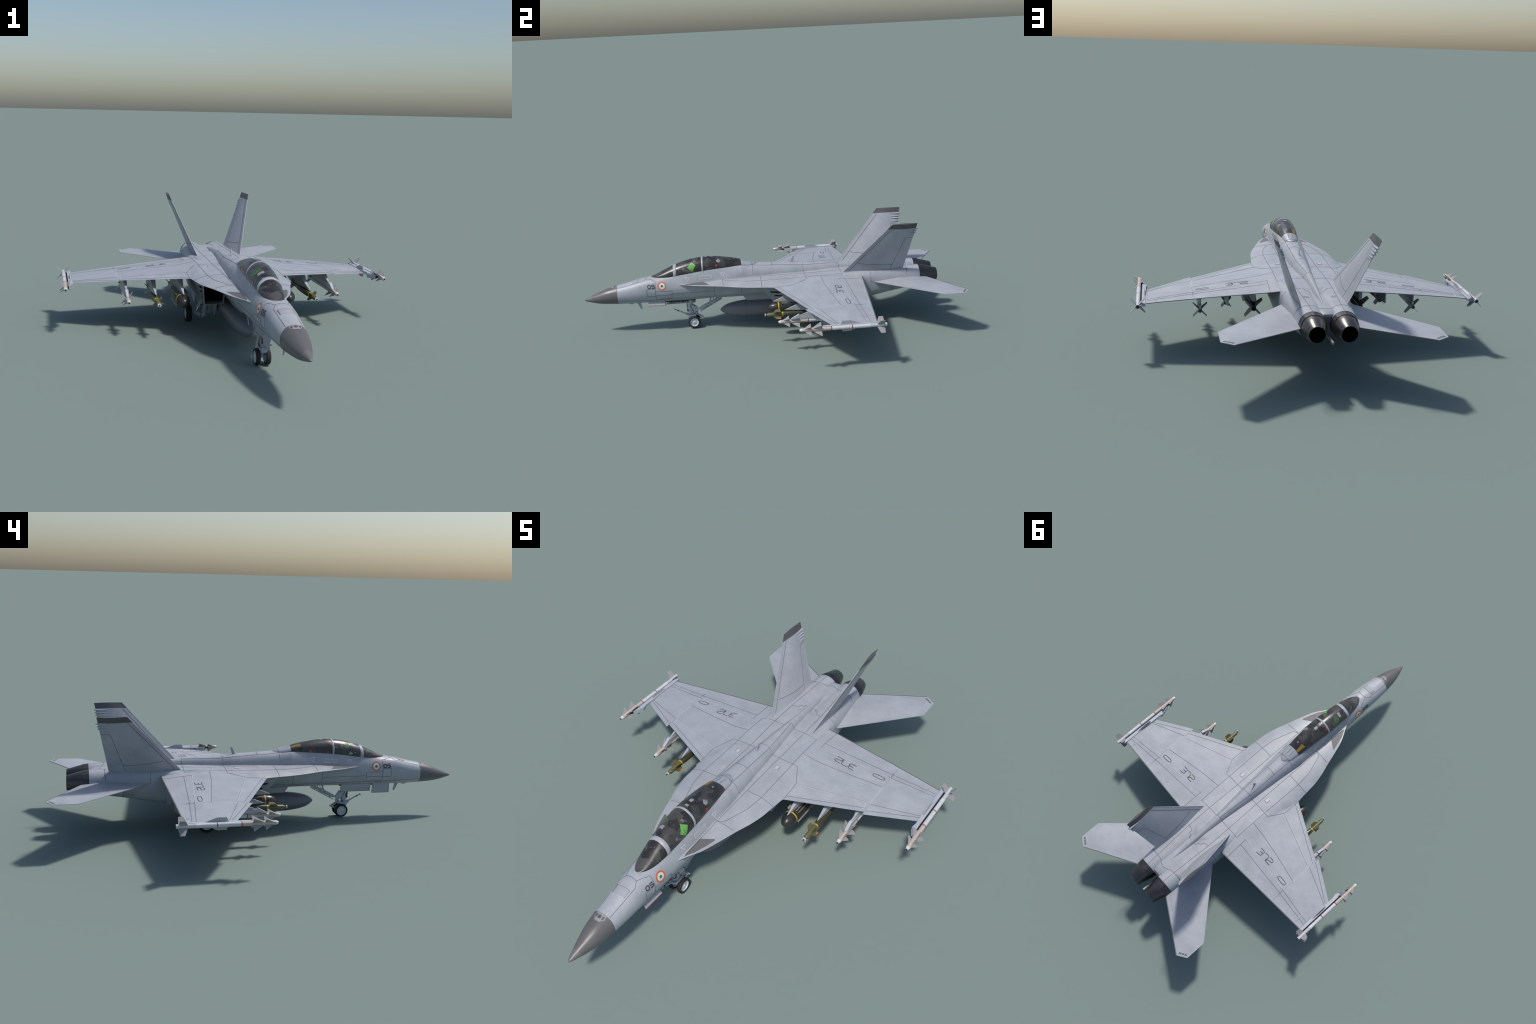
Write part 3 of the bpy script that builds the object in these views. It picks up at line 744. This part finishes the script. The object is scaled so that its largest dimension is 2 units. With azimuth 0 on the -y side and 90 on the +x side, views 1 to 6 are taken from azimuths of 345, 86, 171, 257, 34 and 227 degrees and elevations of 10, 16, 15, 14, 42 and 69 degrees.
def guided_bomb():
    b = Build(); c = (0, 0, 0)
    b.rev([(0, .002), (.0004, .0034), (.0045, .0036)], c, BLACKN, 14)
    b.rev([(.0045, .0060), (.0048, .0078), (.0092, .0078), (.0095, .006)], c, MWHITE, 18)
    b.rev([(.0095, .0032), (.012, .0036), (.022, .0092), (.025, .0102), (.090, .0106), (.094, .0108)], c, OLIVE, 20)
    b.rev([(.093, .0119), (.098, .0121)], c, YELLOW, 20)
    b.rev([(.098, .0118), (.125, .0142), (.15, .0147), (.22, .0147), (.26, .0130), (.290, .0098)], c, OLIVE_D, 22)
    b.rev([(.290, .0102), (.3615, .0100)], c, OLIVE_D, 18)
    b.rev([(.3616, .009), (.3618, .0005)], c, BLACKN, 14)
    return b.mesh("guided_bomb")
def gb_fins():
    b = Build(); fins4(b, (0, 0, 0), (.047, .088, .062, .0855), .0095, .0272, OLIVE, .0014)
    for k, f in ((0, .6), (3, 1.)):
        a = pi/4+k*pi/2
        b.box((.0245*cos(a), .078, .0245*sin(a)), (.0052*f, .013*f, .0030), ORANGE, Matrix.Rotation(-a, 3, 'Y'))
    return b.mesh("bomb_canard")
def gb_tail():
    b = Build(); fins4(b, (0, 0, 0), (.315, .3600, .325, .3600), .009, .0300, MFIN, .0012); return b.mesh("bomb_tail_fin")
gb, g1, g2 = guided_bomb(), gb_fins(), gb_tail()
for s in (1, -1):
    o = place("guided_bomb", gb, (s*.3468, -.0525, .1620)); place("bomb_canard", g1, (0, 0, 0), o); place("bomb_tail_fin", g2, (0, 0, 0), o)

def glide_bomb():
    b = Build(); c = (0, 0, 0); r = .0300
    b.rev([(r*1.78*(1-cos(t)), r*.99*sin(t)**.97) for t in linspace(.03, pi/2, 14)], c, BLACKN, 28)
    b.rev([(.0533, r+.0002), (.0590, r+.0003)], c, YELLOW, 28)
    b.rev([(.0590, r), (.10, r), (.24, r), (.30, .0255), (.36, .0165), (.405, .0125), (.420, .0105)], c, BOMB_D, 28)
    b.rev([(.4201, .0085), (.4190, .0005)], c, DARK, 14)
    b.rod((.0135, .073, .0275), (.0135, .20, .0275), .0016, MFIN, 8)
    for i in range(9):
        b.box((.0243, .085+.009*i, .0185), (.0008, .004+.002*R.random(), .0014), PALE, Matrix.Rotation(-.9, 3, 'Y'))
        b.box((-.0243, .085+.009*i, .0185), (.0008, .004+.002*R.random(), .0014), PALE, Matrix.Rotation(.9, 3, 'Y'))
    return b.mesh("glide_bomb")
def glide_strakes():
    b = Build()
    fins4(b, (0, 0, 0), (.068, .235, .072, .230), .029, .0385, MFIN, .0011); return b.mesh("bomb_strake")
def glide_tail():
    b = Build(); fins4(b, (0, 0, 0), (.355, .4150, .378, .4150), .010, .0530, MFIN, .0014); return b.mesh("bomb_tail_fin")
lb, l1, l2 = glide_bomb(), glide_strakes(), glide_tail()
for s in (1, -1):
    o = place("glide_bomb", lb, (s*.2355, -.0247, .1608)); place("bomb_strake", l1, (0, 0, 0), o); place("bomb_tail_fin", l2, (0, 0, 0), o)

# pylons: lens-shaped in plan, wedge nose
def pylon(xc, prof_low, prof_up, y0, y1, hw, mat, taper=.75):
    """prof_low(y)/prof_up(y): lower and upper edge heights"""
    b = Build(); secs = []
    for i, y in enumerate(linspace(y0, y1, 22)):
        u = i/21; w = hw*min(1, (.12+ (u/.30)**.75*.88) if u < .3 else 1)*(1 if u < .75 else 1-taper*((u-.75)/.25)**1.5)
        lo, hi = prof_low(y), prof_up(y)
        secs.append([(xc-w, y, lo+.001), (xc-w*.6, y, lo), (xc+w*.6, y, lo), (xc+w, y, lo+.001), (xc+w, y, hi), (xc-w, y, hi)])
    b.loft(secs, mat, True, True, True)
    return b
P1 = pylon(.2354, pchip([(.0042, .1925), (.06, .1905), (.12, .186), (.30, .186), (.385, .191)]), pchip([(.0042, .1940), (.0578, .2163), (.09, .237), (.11, .250), (.36, .252), (.385, .251)]), .0042, .385, .0112, PAINT, .35)
P2 = pylon(.3468, pchip([(.055, .1822), (.12, .180), (.20, .176), (.32, .174), (.392, .1745)]), pchip([(.055, .1835), (.1243, .2101), (.16, .228), (.18, .240), (.36, .243), (.425, .236)]), .055, .392, .0102, PAINT)
P3 = pylon(.4665, pchip([(.118, .1900), (.2, .188), (.40, .190), (.44, .200)]), pchip([(.118, .1925), (.1623, .2081), (.20, .226), (.22, .233), (.38, .233), (.43, .226)]), .118, .412, .0088, PAINT)
for P in (P1, P2, P3): pair(P, "wing_pylon", angle=40)
LA = Build()
LA.loft([[(.4665-w, y, lo), (.4665+w, y, lo), (.4665+w, y, hi), (.4665-w, y, hi)] for y, lo, hi, w in ((.0740, .1745, .1768, .0052), (.1150, .1735, .1990, .0064), (.118, .1735, .1925, .0064), (.36, .1735, .1925, .0064), (.41, .1740, .1860, .005))], LAUNCH, True, True, True)
pair(LA, "missile_launcher", angle=30)
LB = Build()
LB.prism([(.190, .2060), (.190, .2172), (.478, .2178), (.478, .2062), (.24, .2050)], 'x', .6935, .7095, LAUNCH)
LB.prism([(.6890, .2045), (.7095, .1572), (.7102, .2150), (.6915, .2230)], 'z', .1965, .2155, LAUNCH)
LB.rod((.7095, .160, .206), (.7150, .160, .206), .004, DARK, 8)
for sgn in (1, -1):
    zc = .2118; up = [(.2846, .006), (.2921, .0228), (.3299, .0232), (.3765, .0065)]
    LB.prism([(y, zc+sgn*d*(1 if sgn > 0 else 1.28)) for y, d in up], 'x', .6978, .7010, PAINT)
LB.rod((.713, .14, .2118), (.713, .46, .2118), .003, DARK, 8)
pair(LB, "wingtip_rail", angle=30)
# flap hinge fairing bumps under the outer wing
HB = Build(); HB.rev([(0, .001), (.02, .0045), (.06, .0045), (.075, .001)], (.652, .385, .2165), PAINT, 10); pair(HB, "hinge_fairing")

# centreline tank
b = Build(); tr_ = pchip([(-.272, .0), (-.268, .0065), (-.26, .0135), (-.24, .0268), (-.2, .0380), (-.165, .0437), (-.128, .0468), (-.08, .0480), (.2, .0480), (.27, .042), (.33, .028), (.36, .016), (.372, .004)])
b.rev([(y, max(tr_(y), .0003)) for y in [-.272, -.2708, -.268, -.264]+linspace(-.26, .372, 46)], (0, 0, .0872), TANK, 36)
b.rev([(-.1300, .0470), (-.1288, .0473), (-.1276, .0471)], (0, 0, .0872), LINE, 36, cap=False)
tank = b.obj("fuel_tank", angle=50)
b = Build()
TP = pchip([(-.15, .162), (-.1428, .1600), (-.1244, .1350), (-.11, .130), (.25, .130), (.30, .135)])
b.loft([[(-w, y, TP(y)), (w, y, TP(y)), (w*1.2, y, .172), (-w*1.2, y, .172)] for y, w in ((-.1500, .003), (-.1428, .006), (-.1244, .0095), (-.11, .011), (0, .0145), (.20, .0145), (.30, .003))], PAINT, True, True, True)
b.obj("tank_pylon", tank, 40)

# ------------------------------------------------------------- landing gear
def wheel(r, w, rim_r):
    t = Build(); h = w/2
    t.rev([(-h*.78, rim_r), (-h*.95, rim_r+.10*(r-rim_r)), (-h, mix(rim_r, r, .45)), (-h*.86, mix(rim_r, r, .82)), (-h*.55, r*.985), (-h*.2, r), (h*.2, r), (h*.55, r*.985), (h*.86, mix(rim_r, r, .82)), (h, mix(rim_r, r, .45)), (h*.95, rim_r+.1*(r-rim_r)), (h*.78, rim_r)], (0, 0, 0), RUBBER, 36, 'x', False)
    q = Build()
    for s in (1, -1):
        prof = [(h*.76, rim_r*1.02), (h*.88, rim_r*.99), (h*.86, rim_r*.87), (h*.52, rim_r*.80), (h*.46, rim_r*.55), (h*.62, rim_r*.36), (h*.66, rim_r*.22), (h*.84, rim_r*.18), (h*.84, .0003)]
        q.rev([(s*a, rr) for a, rr in prof], (0, 0, 0), RIM, 28, 'x', False)
        for k in range(8):
            a = 2*pi*k/8; q.rod((s*h*.48, rim_r*.66*cos(a), rim_r*.66*sin(a)), (s*h*.54, rim_r*.66*cos(a), rim_r*.66*sin(a)), rim_r*.055, DARKP if k % 4 else MARK, 8)
    return t.mesh("tyre"), q.mesh("rim")
def add_wheel(meshes, loc, parent):
    o = place("tyre", meshes[0], loc, parent, 50); place("wheel_rim", meshes[1], loc, parent, 35)

b = Build()
zt = .170
b.rod((0, -.431, zt), (0, -.431, .131), .0105, GEAR, 14); b.rod((0, -.431, .1335), (0, -.431, .0885), .0088, GEAR, 14)
b.rod((0, -.431, .092), (0, -.428, .0600), .0062, CHROME, 12); b.rod((0, -.431, .0860), (0, -.431, .0765), .0125, GEAR, 16, .0105)
b.prism([(-.4360, .1300), (-.4180, .1300), (-.3990, .1160), (-.3900, .1010), (-.3920, .0900), (-.4040, .0920), (-.4150, .0890), (-.4400, .0860)], 'x', -.0115, .0115, GEAR)
b.rod((.0, -.4530, .150), (.0, -.4480, .0950), .0042, GEAR, 10); b.rod((.008, -.4490, .1180), (.008, -.4490, .0900), .0048, GEAR, 10); b.rod((.0081, -.4492, .1060), (.0081, -.4492, .1000), .0051, REDTRIM, 10)
b.rod((-.0085, -.4480, .1300), (-.0085, -.4480, .0950), .0032, MARK, 8)
b.box((0, -.4250, .0690), (.0300, .0380, .0105), GEAR); b.box((0, -.428, .0610), (.0200, .0240, .0120), GEAR)
b.rod((-.0120, -.4000, .0800), (.0120, -.4000, .0800), .0085, GEAR, 14); b.rod((-.0125, -.4000, .0800), (.0125, -.4000, .0800), .0034, MARK, 10)
b.rod((0, -.4180, .0650), (0, -.4165, .0335), .0062, GEAR, 12); b.rod((-.016, -.4165, .0335), (.016, -.4165, .0335), .0050, GEAR, 12)
b.rod((.006, -.4030, .0760), (.0075, -.3690, .0525), .0032, GEAR, 10); b.rod((-.006, -.4030, .0760), (-.0075, -.3690, .0525), .0032, GEAR, 10)
b.rod((-.0130, -.3685, .0515), (.0130, -.3685, .0515), .0042, GEAR, 12); b.ball((.013, -.3685, .0515), .0046, GEAR)
b.rod((.0085, -.3720, .0500), (.009, -.3890, .0440), .0024, PALE, 8); b.rod((-.0085, -.3720, .0500), (-.009, -.3890, .0440), .0024, PALE, 8)
b.prism([(-.4490, .0740), (-.4350, .0740), (-.4420, .0560), (-.4480, .0580)], 'x', -.012, .012, GEAR)
for i in range(14):   # hydraulic fittings and hoses
    y = -.452+.05*R.random(); z = .075+.055*R.random(); x = .0105*R.choice((-1, 1))
    b.rod((x, y, z), (x*1.35, y+.004*R.random(), z+.004*R.random()), .0018+.0014*R.random(), R.choice((GEAR, MARK, DARKP)), 8)
b.rod((.0125, -.4360, .128), (.0135, -.4080, .0720), .0011, MARK, 6); b.rod((-.0125, -.4360, .128), (-.0135, -.4080, .0720), .0011, MARK, 6)
ng = b.obj("nose_gear", angle=35)
b = Build(); b.rod((0, -.4446, .0704), (.0014, -.5000, .0985), .0042, GEAR, 10, .0034); b.rod((.0014, -.5000, .0985), (.0017, -.5060, .1012), .0037, MARK, 10); b.rod((.0017, -.5060, .1012), (.0024, -.5200, .1083), .0028, GEAR, 10); b.rod((-.007, -.5205, .1085), (.009, -.5205, .1085), .0028, GEAR, 10); b.box((0, -.4520, .0735), (.022, .018, .008), GEAR, Matrix.Rotation(-.45, 3, 'X'))
b.obj("launch_bar", ng)
b = Build()
A, B = Vector((0, -.3850, .1000)), Vector((0, -.2600, .1640))
b.rod(A, A.lerp(B, .12), .0055, GEAR, 12, .0085); b.rod(A.lerp(B, .12), A.lerp(B, .50), .0088, GEAR, 14); b.rod(A.lerp(B, .48), A.lerp(B, .60), .0102, GEAR, 14, .0090); b.rod(A.lerp(B, .60), B, .0074, GEAR, 12)
for s in (1, -1):
    o = Vector((s*.006, 0, -.0125)); b.rod(A+o+Vector((0, .006, 0)), B+o, .0020, GEAR, 8)
    for u in (.2, .42, .65, .85): b.rod(A.lerp(B, u), A.lerp(B, u)+o, .0020, GEAR, 6)
    c = A.lerp(B, .30)+Vector((s*.0092, 0, 0))
    b.loft([[c+Vector((0, -.006, -.006)), c+Vector((0, .008, .0005)), c+Vector((0, -.002, .008))], [c+Vector((s*.0004, -.006, -.006)), c+Vector((s*.0004, .008, .0005)), c+Vector((s*.0004, -.002, .008))]], YELLOW, True, True, True)
    c2 = A.lerp(B, .43)+Vector((s*.0090, 0, .003)); b.box(c2, (.0008, .011, .0028), REDP, Matrix.Rotation(.47, 3, 'X'))
b.rod((.0, -.3180, .165), (.0, -.3280, .128), .0045, GEAR, 8)
b.obj("drag_brace", ng)
wm = wheel(.0335, .0188, .0232)
for s in (1, -1): add_wheel(wm, (s*.0208, -.4165, .0335), ng)

# nose gear doors: curved skins with red rims
def door(pts_y, prof, mat_in, th=.0016, red=True):
    """prof: (x,z) from hinge to free edge"""
    b = Build(); y0, y1 = pts_y
    outp = [(x, z) for x, z in prof]
    for (a, c) in zip(outp, outp[1:]):
        d = Vector((c[0]-a[0], c[1]-a[1])).normalized(); n = Vector((-d.y, d.x))*th
        q = [(a[0], a[1]), (c[0], c[1]), (c[0]+n.x, c[1]+n.y), (a[0]+n.x, a[1]+n.y)]
        b.loft([[(x, y0, z) for x, z in q], [(x, y1, z) for x, z in q]], mat_in, True, True, True)
    if red:
        e = outp[-1]; p = outp[-2]; d = Vector((e[0]-p[0], e[1]-p[1])).normalized()*.0016
        b.loft([[(e[0]-.0003, y, e[1]), (e[0]+.0019, y, e[1]), (e[0]+.0019+d.x, y, e[1]+d.y), (e[0]-.0003+d.x, y, e[1]+d.y)] for y in (y0, y1)], REDTRIM, True, True, True)
        for (a, c) in zip(outp, outp[1:]): b.rod((a[0]+.0008, y1, a[1]), (c[0]+.0008, y1, c[1]), .0011, REDTRIM, 6)
    return b
door((-.6570, -.5665), [(-.0345, .1740), (-.0393, .161), (-.0407, .149), (-.0393, .1375), (-.0367, .1250)], PAINT).obj("nose_gear_door", angle=40)
door((-.6565, -.5645), [(.0330, .1720), (.0360, .1660), (.0415, .1600), (.0455, .1525)], PAINT).obj("nose_gear_door", angle=40)
b = door((-.5610, -.4055), [(-.0310, .1690), (-.0290, .155), (-.0270, .144), (-.0255, .1330)], PAINT)
for i in range(5):
    b.box((-.0252, -.5370+.0205*i, .1440), (.0024, .0165, .0085), DARK)
b.obj("nose_gear_door", angle=40)
b = Build(); b.box((0, -.50, .1618), (.048, .20, .0012), DARKP); b.obj("gear_bay", angle=None)

# main gear
def main_gear():
    b = Build()
    b.rod((.090, .265, .150), (.096, .262, .060), .0085, GEAR, 14); b.rod((.096, .262, .065), (.1035, .262, .034), .0072, GEAR, 12)
    b.rod((.0925, .262, .0350), (.1180, .262, .0315), .0105, GEAR, 14)
    b.rod((.1130, .262, .0325), (.1500, .282, .0500), .0088, GEAR, 12, .0070); b.rod((.140, .2865, .0410), (.1750, .2865, .0410), .0062, GEAR, 12)
    b.rod((.1060, .265, .0990), (.1220, .268, .0680), .0105, GEAR, 14); b.rod((.1220, .268, .0680), (.1330, .272, .0480), .0058, CHROME, 12); b.rod((.098, .263, .130), (.106, .265, .099), .0085, GEAR, 12)
    b.rod((.0650, .262, .110), (.0740, .262, .0500), .0050, GEAR, 10); b.ball((.0735, .262, .0500), .0095, GEAR, 12)
    b.rod((.0905, .250, .120), (.0930, .250, .045), .0035, GEAR, 8); b.rod((.1146, .2515, .0327), (.1146, .2498, .0327), .0040, MARK, 10)
    b.rod((.0960, .258, .082), (.0860, .258, .074), .0055, GEAR, 10); b.box((.113, .2545, .083), (.0065, .003, .008), MARK, Matrix.Rotation(.5, 3, 'Y')); b.box((.080, .2525, .095), (.006, .002, .004), REDTRIM)
    for i in range(10):
        x = .075+.05*R.random(); z = .04+.07*R.random(); b.rod((x, .252, z), (x+.01*R.random(), .257, z-.012*R.random()), .0012+.001*R.random(), R.choice((MARK, GEAR, DARKP)), 6)
    return b
G = main_gear(); wm2 = wheel(.0405, .0290, .0262)
gl_, gr_ = pair(G, "main_gear", angle=35)
for s, g in ((1, gl_), (-1, gr_)): add_wheel(wm2, (s*.1675, .2865, .0402), g)
MD = Build()
MD.prism([(.328, .138), (.330, .115), (.333, .0725), (.410, .0785), (.430, .094), (.4305, .142)], 'x', .1245, .1262, PAINT)
MD.rod((.1253, .333, .0725), (.1253, .410, .0785), .0011, REDTRIM, 6); MD.rod((.1253, .331, .110), (.1253, .333, .0725), .0011, REDTRIM, 6)
MD.prism([(.160, .138), (.1614, .1052), (.2084, .037), (.2647, .0489), (.262, .0863), (.262, .138)], 'x', .0552, .0568, PAINT)
MD.rod((.056, .1614, .1052), (.056, .2084, .037), .0011, REDTRIM, 6)
pair(MD, "main_gear_door", angle=30)
